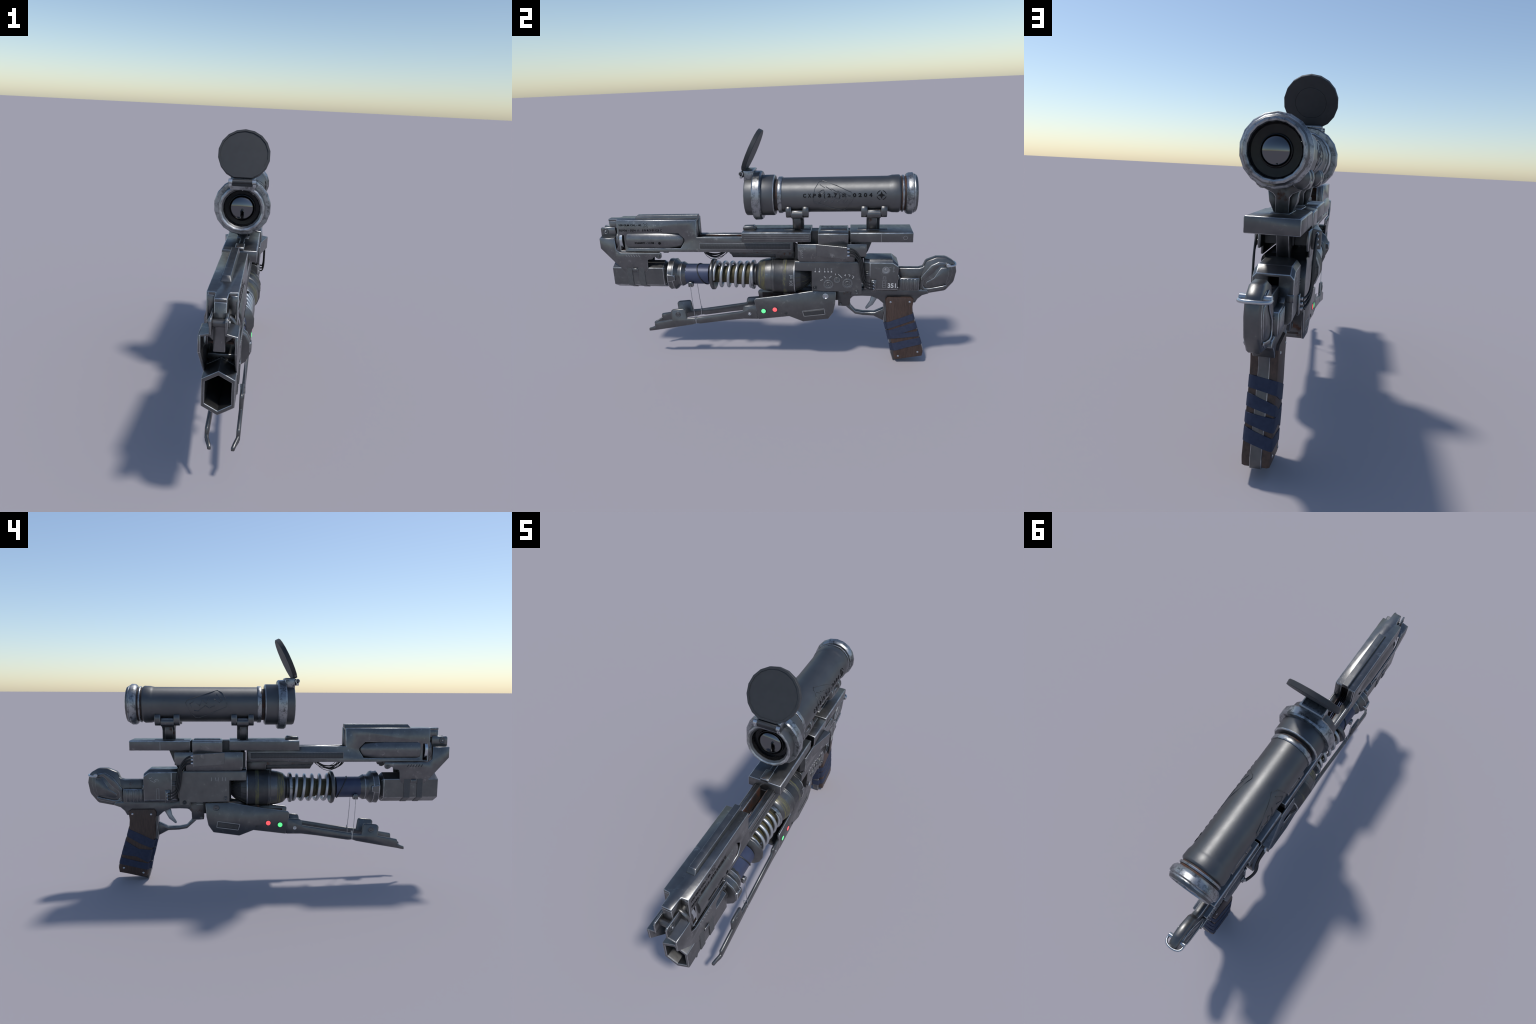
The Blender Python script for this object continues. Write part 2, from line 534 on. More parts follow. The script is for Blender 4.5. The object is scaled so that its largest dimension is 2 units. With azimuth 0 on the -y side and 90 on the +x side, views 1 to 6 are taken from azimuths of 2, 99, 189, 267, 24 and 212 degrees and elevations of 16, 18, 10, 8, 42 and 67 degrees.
hatch2 = [[(0.290, 1.038), (0.262, 1.005), (0.275, 0.990), (0.305, 1.010)],
          [(0.330, 1.020), (0.345, 0.985), (0.365, 1.005), (0.380, 0.975), (0.398, 0.990)],
          [(0.300, 0.975), (0.330, 0.962), (0.350, 0.975), (0.390, 0.945), (0.410, 0.950)],
          [(0.410, 0.998), (0.432, 0.985), (0.420, 0.960)]]
emboss('emblem_relief', [D2] + hatch2, -1, 0.0020)
# stencilled serial
SERIAL = 'CXP8(2.7)M-0204'
SPOTS = (905, 960, 1012, 1070, 1122, 1170, 1207, 1240, 1283, 1330, 1388, 1442, 1500, 1557, 1612)   # spacing of the stencil
for px, ch in zip(SPOTS, SERIAL):
    w = {'(': 0.0075, ')': 0.0075, '.': 0.0045, '-': 0.010}.get(ch, 0.0168)
    lettering('serial_lettering', ch, 0.188 + (px - 890) * 0.000479 - w / 2, 0.983, 0, 0.0262, INK, scope, wrap=(SZ, 0.0942), bold=0.0011, width=w)
def ring_mark(cy, cz):
    bm = bmesh.new()
    for q in range(4):
        a0 = 90 * q + 15
        path = [wrap_pt(cy + 0.0235 * math.cos(math.radians(a0 + 60 * i / 8)), cz + 0.0235 * math.sin(math.radians(a0 + 60 * i / 8)), 1, 0.0)
                for i in range(9)]
        sweep(bm, path, 0.0016, 5)
    star = []
    for i in range(8):
        r = 0.019 if i % 2 == 0 else 0.008
        star.append((cy + r * math.cos(math.pi * i / 4), cz + r * math.sin(math.pi * i / 4)))
    lo = [bm.verts.new(wrap_pt(y, z, 1, -0.001)) for y, z in star]
    hi = [bm.verts.new(wrap_pt(y, z, 1, 0.0008)) for y, z in star]
    bm.faces.new(hi)
    for i in range(8):
        j = (i + 1) % 8
        bm.faces.new((lo[i], lo[j], hi[j], hi[i]))
    return finish(bm, 'stencil_emblem', [INK], scope)
ring_mark(0.588, 0.990)

# scope mounts
def mount(yc, hw, ears):
    pts = [(-0.022, 0.787), (0.022, 0.787), (0.023, 0.838), (0.032, 0.850), (0.066, 0.866), (0.080, 0.880), (0.083, 0.905),
           (0.070, 0.912), (0.040, 0.894), (0.0, 0.887),
           (-0.040, 0.894), (-0.070, 0.912), (-0.083, 0.905), (-0.080, 0.880), (-0.066, 0.866), (-0.032, 0.850), (-0.023, 0.838)]
    m = section('scope_mount', pts, yc - hw, yc + hw, GUN_RUST, 0.0018, root)
    for s in (1, -1):
        for y0, y1 in ears:
            rings = []
            o = []
            for k in range(14):
                a = 2 * math.pi * k / 14
                o.append((s * (0.060 + 0.031 * math.cos(a)), 0.903 + 0.036 * math.sin(a)))
            section('mount_ear', o, y0, y1, GUN, 0.0015, m)
        lathe('mount_hinge', [(yc - hw - 0.001, 0.0), (yc - hw - 0.001, 0.022), (yc + hw + 0.001, 0.022), (yc + hw + 0.001, 0.0)],
              0.886, GUN, 14, m, xc=s * 0.066)
        # gusset plates under the saddle
        for k in (1,):
            section('mount_gusset', [(s * 0.020, 0.788), (s * 0.030, 0.788), (s * 0.046, 0.822), (s * 0.052, 0.862), (s * 0.020, 0.862)],
                    yc - hw * 0.7, yc + hw * 0.5, GUN_RUST, 0.001, m)
    return m
mount(0.553, 0.034, [(0.488, 0.5185), (0.5895, 0.620)])
mount(0.1515, 0.030, [(0.093, 0.1215), (0.183, 0.213)])

# ================================================================== TOP RAILS AND CENTRE BLOCK
front_rail = section('front_rail', [(-0.083, 0.735), (0.083, 0.735), (0.083, 0.786), (0.080, 0.789), (-0.080, 0.789), (-0.083, 0.786)],
                     -0.155, 0.2235, GUN, 0.0022, root)
for s in (1,):
    strokes('rail_groove', [((-0.143, 0.7515), (0.213, 0.7515)), ((-0.143, 0.763), (0.213, 0.763)), ((-0.143, 0.773), (0.213, 0.773))],
            0.083, 0.0014, PALE, front_rail, s)
prism('front_sight', [(-0.084, 0.788), (-0.093, 0.808), (-0.151, 0.806), (-0.158, 0.802), (-0.158, 0.788)], -0.021, 0.021, GUN_RUST, 0.002, front_rail)
box('rail_strip', -0.012, 0.012, -0.080, 0.120, 0.788, 0.7905, GUN_DARK, 0.001, front_rail)
box('rail_strip', -0.030, 0.030, 0.075, 0.222, 0.788, 0.7902, GUN_RUST, 0.001, front_rail)
rear_rail = section('rear_rail', [(-0.086, 0.736), (0.086, 0.736), (0.086, 0.785), (0.083, 0.7885), (-0.083, 0.7885), (-0.086, 0.785)],
                    0.4335, 0.757, GUN, 0.0022, root)
for s in (1, -1):
    strokes('rail_seam', [((0.594, 0.738), (0.594, 0.785))], 0.086, 0.0025, PALE, rear_rail, s)
strokes('rail_mark', arc(0.717, 0.761, 0.010, 0, 360, 18), 0.086, 0.0022, PALE, rear_rail, 1)
box('rail_strip', -0.032, 0.032, 0.47, 0.63, 0.787, 0.7900, GUN_RUST, 0.001, rear_rail)

centre = box('rail_core', -0.030, 0.030, 0.16, 0.46, 0.665, 0.7845, GUN_DARK, 0.0, root)
section('rail_saddle', [(-0.088, 0.720), (-0.080, 0.720), (-0.080, 0.774), (-0.045, 0.782), (0.045, 0.782), (0.080, 0.774),
                        (0.080, 0.720), (0.088, 0.720), (0.089, 0.781), (0.086, 0.784), (0.050, 0.7895), (-0.050, 0.7895), (-0.086, 0.784), (-0.089, 0.781)],
        0.2625, 0.4225, SHROUD, 0.0016, root)
box('saddle_cover', -0.045, 0.045, 0.272, 0.418, 0.788, 0.7918, GUN_RUST, 0.0015, root)
spine = prism('rail_spine', [(0.20, 0.60), (0.505, 0.625), (0.529, 0.668), (0.556, 0.737), (0.20, 0.737)], -0.022, 0.022, GUN_DARK, 0.0015, root)

# side covers: thin plates with a stepped lower edge, each with a flared junction box
cover_pts = [(0.152, 0.7255), (0.518, 0.7255), (0.518, 0.6565), (0.457, 0.6565), (0.457, 0.626), (0.160, 0.626), (0.152, 0.640)]
cover = prism('side_cover', cover_pts, 0.079, 0.0885, SHROUD, 0.0016, root)
cover_l = mirror(cover)
for s, par in ((1, cover), (-1, cover_l)):
    loft('cover_front', [[(s * 0.087, 0.153, 0.641), (s * 0.087, 0.153, 0.724), (s * 0.079, 0.153, 0.724), (s * 0.079, 0.153, 0.641)],
                         [(s * 0.066, 0.136, 0.636), (s * 0.066, 0.136, 0.724), (s * 0.052, 0.139, 0.724), (s * 0.052, 0.139, 0.636)]],
         GUN_DARK, 0.0, par)
    box('cover_brace', s * 0.044, s * 0.080, 0.165, 0.18, 0.632, 0.722, GUN_DARK, 0, par)
    box('cover_brace', s * 0.020, s * 0.080, 0.43, 0.44, 0.664, 0.735, GUN_DARK, 0, par)
    # flared junction box: wedge growing outwards to the rear
    a = [(s * 0.087, 0.250, 0.658), (s * 0.0885, 0.250, 0.658), (s * 0.0885, 0.250, 0.7245), (s * 0.087, 0.250, 0.7245)]
    b = [(s * 0.087, 0.417, 0.649), (s * 0.121, 0.417, 0.652), (s * 0.123, 0.417, 0.719), (s * 0.087, 0.417, 0.7255)]
    jb = loft('junction_box', [a, b], SHROUD, 0.0014, par)
    for dz in (0.0195, 0, -0.0195):
        lathe('cable_plug', [(0.4165, 0.0), (0.4165, 0.0075), (0.426, 0.0075), (0.430, 0.005), (0.430, 0.0)], 0.688 + dz, BRIGHT, 10, jb, xc=s * 0.106)
strokes('cover_engraving', [((0.168 + 0.006 * i, 0.716 - 0.003 * (i % 3)), (0.172 + 0.006 * i, 0.706 + 0.003 * (i % 2))) for i in range(5)]
        + [((0.170, 0.690 - 0.012 * i), (0.180, 0.684 - 0.012 * i)) for i in range(4)]
        + [((0.486 + 0.006 * i, 0.716), (0.490 + 0.006 * i, 0.704)) for i in range(4)], 0.0885, 0.0022, PALE, cover, 1, 0.0004)

# ================================================================== UPPER HOUSING (front, with drum inside)
HZ = 0.735
wall_pts_outer = [(-0.887, 0.853), (-0.418, 0.853), (-0.420, 0.752), (-0.10, 0.752), (-0.10, 0.666), (-0.893, 0.666)]
def side_wall():
    """housing cheek with a bullet-shaped window and a small slot, built as one pierced plate"""
    bm = bmesh.new()
    window = [(-0.822, 0.776), (-0.524, 0.776), (-0.493, 0.744), (-0.493, 0.728), (-0.519, 0.688), (-0.822, 0.687), (-0.829, 0.694), (-0.831, 0.768)]
    slot = [(-0.876, 0.768), (-0.852, 0.768), (-0.852, 0.672), (-0.878, 0.672)]
    loops = [wall_pts_outer, window, slot]
    x0, x1 = 0.043, 0.053
    front = []
    edges = []
    for lp in loops:
        vs = [bm.verts.new((x1, y, z)) for y, z in lp]
        edges += [bm.edges.new((vs[i], vs[(i + 1) % len(vs)])) for i in range(len(vs))]
    r = bmesh.ops.triangle_fill(bm, use_beauty=True, use_dissolve=False, edges=edges, normal=(1, 0, 0))
    faces = [f for f in bm.faces]
    ext = bmesh.ops.extrude_face_region(bm, geom=faces)
    for v in [e for e in ext['geom'] if isinstance(e, bmesh.types.BMVert)]:
        v.co.x = x0
    bmesh.ops.recalc_face_normals(bm, faces=bm.faces)
    bmesh.ops.dissolve_limit(bm, angle_limit=0.01, verts=bm.verts, edges=bm.edges)
    chamfer(bm, 0.0022)
    return finish(bm, 'housing_cheek', [SHROUD, EDGE], root, 52)
cheek = side_wall()
cheek_l = mirror(cheek)
def plan(name, pts, z0, z1, mat, bev, parent):
    """extrude an (x, y) outline upwards"""
    bm = bmesh.new()
    lo = [bm.verts.new((x, y, z0)) for x, y in pts]
    hi = [bm.verts.new((x, y, z1)) for x, y in pts]
    bm.faces.new(lo)
    bm.faces.new(list(reversed(hi)))
    for i in range(len(pts)):
        k = (i + 1) % len(pts)
        bm.faces.new((lo[i], hi[i], hi[k], lo[k]))
    chamfer(bm, bev)
    return finish(bm, name, [mat, EDGE], parent, 52)
half_roof = [(0.0528, -0.4185), (0.0528, -0.8865), (0.0255, -0.8885), (0.0220, -0.896), (0.0205, -0.9475)]
housing = plan('housing_roof', half_roof + [(-x, y) for x, y in reversed(half_roof)], 0.840, 0.8535, SHROUD, 0.0020, root)
prism('housing_nose', [(-0.888, 0.841), (-0.9472, 0.841), (-0.9472, 0.668), (-0.932, 0.668), (-0.930, 0.80), (-0.880, 0.80)], -0.0203, 0.0203, SHROUD, 0.0025, housing)
for ob in both(box('housing_flap', 0.0205, 0.0515, -0.888, -0.876, 0.776, 0.842, SHROUD, 0.0015, housing)):
    pass
# raised top rib
loft('housing_rib', [[(-0.020, -0.790, 0.853), (0.020, -0.790, 0.853), (0.019, -0.788, 0.8535), (-0.019, -0.788, 0.8535)],
                     [(-0.0195, -0.772, 0.853), (0.0195, -0.772, 0.853), (0.0145, -0.772, 0.8725), (-0.0145, -0.772, 0.8725)],
                     [(-0.0195, -0.4135, 0.853), (0.0195, -0.4135, 0.853), (0.0145, -0.4135, 0.8735), (-0.0145, -0.4135, 0.8735)]],
     GUN, 0.0016, housing)
# rear jambs: two posts with an open slot between
for ob in both(prism('housing_jamb', [(-0.4165, 0.849), (-0.4165, 0.752), (-0.43, 0.70), (-0.445, 0.70), (-0.445, 0.849)], 0.019, 0.046, GUN, 0.0016, housing)):
    pass
# rifled rails running back under the front rail
for ob in both(prism('carrier_rail', [(-0.440, 0.668), (0.127, 0.668), (0.127, 0.742), (-0.10, 0.742), (-0.10, 0.7505), (-0.440, 0.7505)], 0.021, 0.0525, GUN, 0.003, root)):
    pass
for ob in both(prism('rail_lining', [(-0.43, 0.672), (-0.16, 0.672), (-0.16, 0.748), (-0.43, 0.748)], 0.0175, 0.0215, RUST, 0.0, root, RUST)):
    pass
box('carrier_rail_end', -0.050, 0.050, -0.16, 0.127, 0.668, 0.735, GUN_DARK, 0.0, root)
# knurled panels
for ob in both(prism('knurled_panel', [(-0.405, 0.6855), (0.1115, 0.6855), (0.1115, 0.7195), (-0.405, 0.7195)], 0.050, 0.0548, KNURL, 0.0016, root)):
    pass
for s in (1, -1):
    q = [(-0.405, 0.685), (0.1115, 0.685), (0.1115, 0.720), (-0.405, 0.720)]
    strokes('knurl_border', list(zip(q, q[1:] + q[:1])), 0.0545, 0.0018, PALE, cheek if s > 0 else cheek_l, s, 0.0006)
# the drum seen through the windows
drum = lathe('gas_cylinder', [(-0.904, 0.0), (-0.904, 0.050), (-0.898, 0.054), (-0.879, 0.054), (-0.878, 0.0600), (-0.862, 0.0600), (-0.858, 0.040), (-0.836, 0.040),
                              (-0.835, 0.0650), (-0.829, 0.0670), (-0.640, 0.0670), (-0.590, 0.0650), (-0.550, 0.0605), (-0.520, 0.0545), (-0.500, 0.0450), (-0.490, 0.030), (-0.488, 0.0)],
             HZ - 0.0035, SHROUD, 24, root, mats=[(-0.8785, -0.8605, BRIGHT)])
box('housing_back_wall', -0.043, 0.043, -0.47, -0.46, 0.668, 0.845, RUST, 0, housing, RUST)
box('housing_floor', -0.043, 0.043, -0.885, -0.44, 0.668, 0.676, RUST, 0, housing, RUST)
box('housing_ceiling', -0.043, 0.043, -0.880, -0.45, 0.802, 0.807, RUST, 0, housing, RUST)
# tiny print
lettering('housing_print', '100 GLM CAL - 40.', -0.872, 0.820, 0.053, 0.0155, INK, cheek, width=0.137, bold=0.0004)
lettering('housing_print', '02936 - 029111', -0.875, 0.789, 0.053, 0.0155, INK, cheek, width=0.121, bold=0.0004)
lettering('housing_print', 'S R R 3 01123 C', -0.736, 0.789, 0.053, 0.0155, INK, cheek, width=0.118, bold=0.0004)
strokes('housing_print_mark', arc(-0.713, 0.824, 0.007, 0, 360, 12) + sum([arc(-0.713, 0.824, 0.015, 25 + 90 * q, 65 + 90 * q, 4) for q in range(4)], []),
        0.053, 0.0016, INK, cheek, 1, 0.0005)
lettering('cylinder_print', '0266829 - 11/08 \u00b7', -0.784, 0.719, 0, 0.014, INK, drum, wrap=(HZ - 0.0035, 0.0670), width=0.125, bold=0.0004)
strokes('cylinder_print_mark', arc(-0.636, 0.722, 0.0065, 0, 360, 8) + arc(-0.636, 0.722, 0.003, 0, 360, 8), 0.0660, 0.0035, INK, drum, 1, 0.0014)

# undercarriage below the carrier rails
prism('rail_runner', [(-0.240, 0.649), (-0.226, 0.624), (0.022, 0.624), (0.022, 0.649)], -0.016, 0.016, GUN_DARK, 0.0015, root)
prism('rail_hanger', [(-0.250, 0.670), (-0.240, 0.648), (0.0215, 0.646), (0.0215, 0.6215), (0.129, 0.6215), (0.129, 0.670)], -0.026, 0.026, GUN_RUST, 0.0015, root)
box('runner_peg', -0.014, 0.014, -0.0105, 0.020, 0.604, 0.626, GUN_DARK, 0.001, root)
lathe('sear_stub', [(-0.645, 0.006), (-0.640, 0.015), (-0.612, 0.015), (-0.607, 0.006)], 0.660, GUN_RUST, 12, root)
# loose wires hanging under the rails
for i in range(9):
    ya = -0.425 + 0.016 * random.random() + 0.004 * i
    yb = -0.262 + 0.03 * random.random()
    dep = 0.588 + 0.045 * random.random()
    xx = -0.022 + 0.0055 * i
    x2 = xx + random.uniform(-0.012, 0.012)
    wire('loose_wire', bezier((xx, ya, 0.672), (xx, ya + 0.02, dep), (x2, yb - 0.05, dep - 0.004), (x2, yb, 0.672), 14),
         0.0013 + 0.0013 * random.random(), BLACK, root, 6)
for xx, ya, yb, dep, rr in ((0.010, -0.405, -0.248, 0.590, 0.0016), (-0.012, -0.412, -0.262, 0.604, 0.0028), (0.004, -0.400, -0.258, 0.607, 0.0026)):
    wire('loose_wire', bezier((xx, ya, 0.672), (xx, ya + 0.03, dep), (xx + 0.006, yb - 0.055, dep - 0.003), (xx, yb, 0.672), 9), rr, BLACK, root, 6)
for i in range(3):
    xx = -0.010 + 0.009 * i
    wire('loose_wire', bezier((xx, -0.46, 0.73), (xx + 0.01, -0.40, 0.72), (xx - 0.005, -0.36, 0.69), (xx, -0.33, 0.668), 14), 0.003, BLACK, root, 6)

# ================================================================== FRONT BRACKET AND MUZZLE
br = [(-0.998, 0.749), (-0.906, 0.749), (-0.905, 0.679), (-0.880, 0.663), (-0.640, 0.663), (-0.635, 0.657), (-0.635, 0.640), (-0.641, 0.629),
      (-0.653, 0.6255), (-0.665, 0.630), (-0.673, 0.638), (-0.684, 0.637), (-0.692, 0.624), (-0.717, 0.622), (-0.7225, 0.616), (-0.7265, 0.558), (-0.740, 0.544),
      (-0.866, 0.543), (-0.924, 0.604), (-0.998, 0.689)]
def bracket_plate():
    bm = bmesh.new()
    add_prism(bm, br, 0.0545, 0.0630)
    for v in bm.verts:                         # lower half leans in to meet the barrel
        if v.co.z < 0.66:
            v.co.x -= 0.004 * min(1, (0.66 - v.co.z) / 0.08)
    chamfer(bm, 0.0014)
    return finish(bm, 'bracket_plate', [SHROUD, EDGE], root, 52)
plate = bracket_plate()
plate_l = mirror(plate)
for s, par in ((1, plate), (-1, plate_l)):
    loft('bracket_flange', [[(s * 0.0625, y, 0.748), (s * 0.0625, y, 0.741), (s * 0.022, y, 0.750), (s * 0.022, y, 0.758)] for y in (-0.9975, -0.909)],
         SHROUD, 0.001, par)
    prism('bracket_tab', [(-0.999, 0.754), (-0.9985, 0.798), (-0.991, 0.8065), (-0.911, 0.8065), (-0.909, 0.754)], s * 0.0215, s * 0.0285, SHROUD, 0.0014, par)
    bolt('tab_bolt', s * 0.0285, -0.968, 0.783, 0.0175, par, sgn=s, mat=GUN)
    bolt('tab_bolt_core', s * 0.0285, -0.968, 0.783, 0.005, par, EDGE, 0.005, s, False, 8)
    bolt('bracket_rivet', s * 0.0625, -0.653, 0.642, 0.009, par, sgn=s)
    strokes('bracket_scratches', [((-0.850 + 0.0155 * i, 0.652), (-0.842 + 0.0155 * i, 0.638)) for i in range(6)], 0.0626, 0.004, PALE if s > 0 else GUN_DARK, par, s, 0.0008)
lathe('bracket_pin', [(-0.022, 0.013), (0.022, 0.013)], 0, GUN_RUST, 10, plate, axis='x', at=(0, -0.962, 0.777))
box('bracket_bridge', -0.050, 0.050, -0.845, -0.745, 0.588, 0.610, GUN_DARK, 0.002, plate)
# hexagonal muzzle box, open in front
BZ = 0.516
hexa = [(0.0, 0.084), (0.057, 0.052), (0.057, -0.051), (0.0, -0.084), (-0.057, -0.051), (-0.057, 0.052)]
def hexring(k, y, dz=0):
    return [(x * k, y, BZ + z * k) for x, z in hexa]
muzzle = loft('muzzle_shroud', [hexring(0.82, -0.650), hexring(0.78, -0.940), hexring(0.80, -0.9455), hexring(0.985, -0.9455), hexring(1.0, -0.9425), hexring(1.0, -0.638), hexring(0.80, -0.622)],
              GUN, 0.0014, root, smooth=25)
loft('muzzle_bore_wall', [hexring(0.79, -0.65), hexring(0.79, -0.66)], GUN_DARK, 0, muzzle)
for yc, w in ((-0.8405, 0.0155), (-0.768, 0.0175)):
    rings = []
    for yy in (yc - w, yc + w):
        rings.append([(x * 1.055 + 0.0, yy + 0.0, BZ + z * 1.03 ) for x, z in hexa])
    inner_rings = [[(x * 0.97, yy, BZ + z * 0.97) for x, z in hexa] for yy in (yc + w, yc - w)]
    st = loft('webbing_strap', rings + inner_rings + rings[:1], WEB, 0, muzzle, caps=False)
for s in (1, -1):
    box('strap_keeper', s * 0.057, s * 0.0635, -0.82, -0.79, 0.548, 0.566, GUN, 0.001, muzzle)

# ================================================================== BARREL
barrel = lathe('barrel_collar', [(-0.636, 0.045), (-0.612, 0.047), (-0.609, 0.0860), (-0.605, 0.0920), (-0.602, 0.0925), (-0.590, 0.0895), (-0.576, 0.0920), (-0.573, 0.0925), (-0.556, 0.074),
                                 (-0.550, 0.0695), (-0.534, 0.0722), (-0.531, 0.0725), (-0.512, 0.061), (-0.505, 0.058)], BZ, GUN, 14, root, mats=[(-0.605, -0.602, EDGE), (-0.576, -0.573, EDGE), (-0.534, -0.531, EDGE)], smooth=28)
for ob in both(loft('collar_clasp', [[(0.086, -0.6085, 0.500), (0.086, -0.6085, 0.540), (0.060, -0.6085, 0.548), (0.060, -0.6085, 0.500)],
                       [(0.093, -0.604, 0.496), (0.094, -0.604, 0.542), (0.060, -0.604, 0.552), (0.060, -0.604, 0.490)],
                       [(0.094, -0.560, 0.505), (0.092, -0.560, 0.535), (0.060, -0.560, 0.540), (0.060, -0.560, 0.500)]], GUN, 0.003, barrel)):
    pass
lathe('barrel_sleeve', [(-0.514, 0.0590), (-0.372, 0.0590)], BZ, BLUE_SLEEVE, 18, barrel)
wire('sleeve_band', [(0.0605 * math.cos(a), -0.41 - 0.030 * math.sin(a * 1.0 + 0.4), BZ + 0.0605 * math.sin(a)) for a in [2 * math.pi * i / 28 for i in range(29)]], 0.003, GUN_DARK, barrel, 6)
for ob in both(prism('wire_lug', [(-0.492, 0.456), (-0.464, 0.456), (-0.464, 0.476), (-0.470, 0.486), (-0.488, 0.486), (-0.492, 0.476)], 0.040, 0.066, GUN, 0.002, barrel)):
    pass
for s in (1, -1):
    wire('bracing_wire', bezier((s * 0.0655, -0.479, 0.466), (s * 0.0655, -0.477, 0.39), (s * 0.069, -0.472, 0.31), (s * 0.0715, -0.463, 0.228), 12), 0.0018, BRIGHT, barrel, 6)
    wire('bracing_wire', [(s * 0.0715, -0.463, 0.228), (s * 0.050, -0.463, 0.224), (s * 0.048, -0.463, 0.272), (s * 0.066, -0.463, 0.276), (s * 0.0715, -0.463, 0.228)], 0.0018, BRIGHT, barrel, 6)
lathe('spring_cup', [(-0.372, 0.050), (-0.366, 0.060), (-0.358, 0.0880), (-0.354, 0.0920), (-0.345, 0.0925), (-0.340, 0.089), (-0.337, 0.080), (-0.352, 0.060), (-0.352, 0.045)],
      BZ, GUN, 16, barrel)
lathe('inner_tube', [(-0.380, 0.0480), (-0.262, 0.0485), (-0.258, 0.052), (-0.215, 0.0545), (-0.205, 0.0585), (-0.090, 0.0585)], BZ, OLIVE, 18, barrel)
# coil spring, five turns
turns, y0, y1 = 5.15, -0.338, -0.116
n = int(turns * 30)
def coil_r(t):
    return 0.0080
wire('coil_spring', [((0.0695) * math.cos(2 * math.pi * turns * i / n - 0.17), y0 + (y1 - y0) * i / n, BZ + 0.0695 * math.sin(2 * math.pi * turns * i / n - 0.17))
                     for i in range(n + 1)], 0.0093, SPRING, barrel, 10)
lathe('spring_ring', [(-0.124, 0.055), (-0.123, 0.080), (-0.120, 0.0835), (-0.112, 0.0845), (-0.107, 0.0835), (-0.105, 0.078), (-0.105, 0.055)], BZ, STEEL, 18, barrel)
# turbine body
turb = lathe('energy_chamber', [(-0.106, 0.060), (-0.092, 0.063), (-0.084, 0.074), (-0.074, 0.0825), (-0.056, 0.0885), (-0.036, 0.0938), (-0.020, 0.0965), (-0.001, 0.0985), (0.000, 0.1005), (0.003, 0.1035), (0.008, 0.1035), (0.010, 0.1020), (0.014, 0.1040),
                                (0.020, 0.1025), (0.064, 0.1025), (0.0642, 0.1030), (0.084, 0.1030), (0.0842, 0.1025), (0.126, 0.1030), (0.131, 0.1030), (0.132, 0.0985)],
             BZ, GUN, 18, root, mats=[(-0.0735, -0.036, YELLOW), (0.0145, 0.0638, GUN_DARK), (0.064, 0.0841, TAPE_BAND), (0.0842, 0.127, GUN_DARK), (0.127, 0.14, EDGE), (0.0005, 0.0145, GUN)])
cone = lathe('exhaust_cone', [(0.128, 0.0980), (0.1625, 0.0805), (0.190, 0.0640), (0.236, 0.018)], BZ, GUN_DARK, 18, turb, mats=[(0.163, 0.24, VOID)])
bm = bmesh.new()
for k in range(18):
    a = 2 * math.pi * (k + 0.5) / 18
    sweep(bm, [(r * math.cos(a), y, BZ + r * math.sin(a)) for y, r in ((0.130, 0.0975), (0.1625, 0.081), (0.190, 0.0645), (0.236, 0.019))], 0.0010, 5)
finish(bm, 'cone_rib', [TAPE_BAND], turb, 60)['kind'] = 'stuff'
lettering('chamber_print', '804 ml', 0.121, 0.486, 0, 0.028, PALE, turb, wrap=(BZ, 0.1032), rot=True, width=0.066, bold=0.0003)

# ================================================================== RECEIVER
rc_pts = [(0.133, 0.634), (0.133, 0.570), (0.225, 0.570), (0.225, 0.453), (0.440, 0.450), (0.447, 0.431), (0.497, 0.436), (0.497, 0.552), (0.481, 0.613), (0.462, 0.634)]
def receiver_body():
    bm = bmesh.new()
    add_prism(bm, rc_pts, -0.081, 0.081)
    bmesh.ops.recalc_face_normals(bm, faces=bm.faces)
    # big soft roll along the two upper edges
    es = [e for e in bm.edges if all(abs(abs(v.co.x) - 0.081) < 1e-4 for v in e.verts) and e.verts[0].co.x * e.verts[1].co.x > 0 and
          all(v.co.z > 0.63 for v in e.verts)]
    bmesh.ops.bevel(bm, geom=es, offset=0.034, segments=4, profile=0.5, affect='EDGES', clamp_overlap=True)
    chamfer(bm, 0.0018, 40)
    return finish(bm, 'receiver', [GUN, EDGE], root, 52)
recv = receiver_body()
box('receiver_black_plate', -0.040, 0.040, 0.215, 0.2255, 0.46, 0.569, VOID, 0, recv)  # thin near-black plate on the receiver's front face, where the original is open
def dial(y, z, r, par, knob):
    d = lathe('dial', [(-0.002, r), (0.003, r), (0.004, r * 0.93), (0.004, r * 0.76), (0.0025, r * 0.70), (0.0025, r * 0.48), (0.006, r * 0.42), (0.006, r * 0.26), (0.0045, r * 0.2)],
              0, GUN, 22, par, axis='x', at=(0.081, y, z))
    bm = bmesh.new()
    m = 26
    for k in range(m):
        a = 2 * math.pi * k / m
        c = Vector((0.0835, y + r * math.cos(a), z + r * math.sin(a)))
        bmesh.ops.create_cube(bm, size=1, matrix=Matrix.Translation(c) @ Matrix.Rotation(a, 4, 'X') @ Matrix.Diagonal((0.004, 0.003, r * 0.11, 1)))
    t = finish(bm, 'dial_teeth', [PALE], d)
    t['kind'] = 'stuff'
    strokes('dial_ring', arc(y, z, r * 0.84, 0, 360, 24) + arc(y, z, r * 0.50, 0, 360, 18), 0.0845, 0.0016, PALE, d, 1, 0.0008)
    strokes('dial_pointer', [((y + 0.006, z + r * 0.9), (y + 0.010, z + r * 1.25))], 0.081, 0.008, GUN, d, 1, 0.003)
    return d
dial(0.316, 0.494, 0.026, recv, 0)
dial(0.363, 0.520, 0.016, recv, 0)
dial(0.4195, 0.501, 0.027, recv, 1)
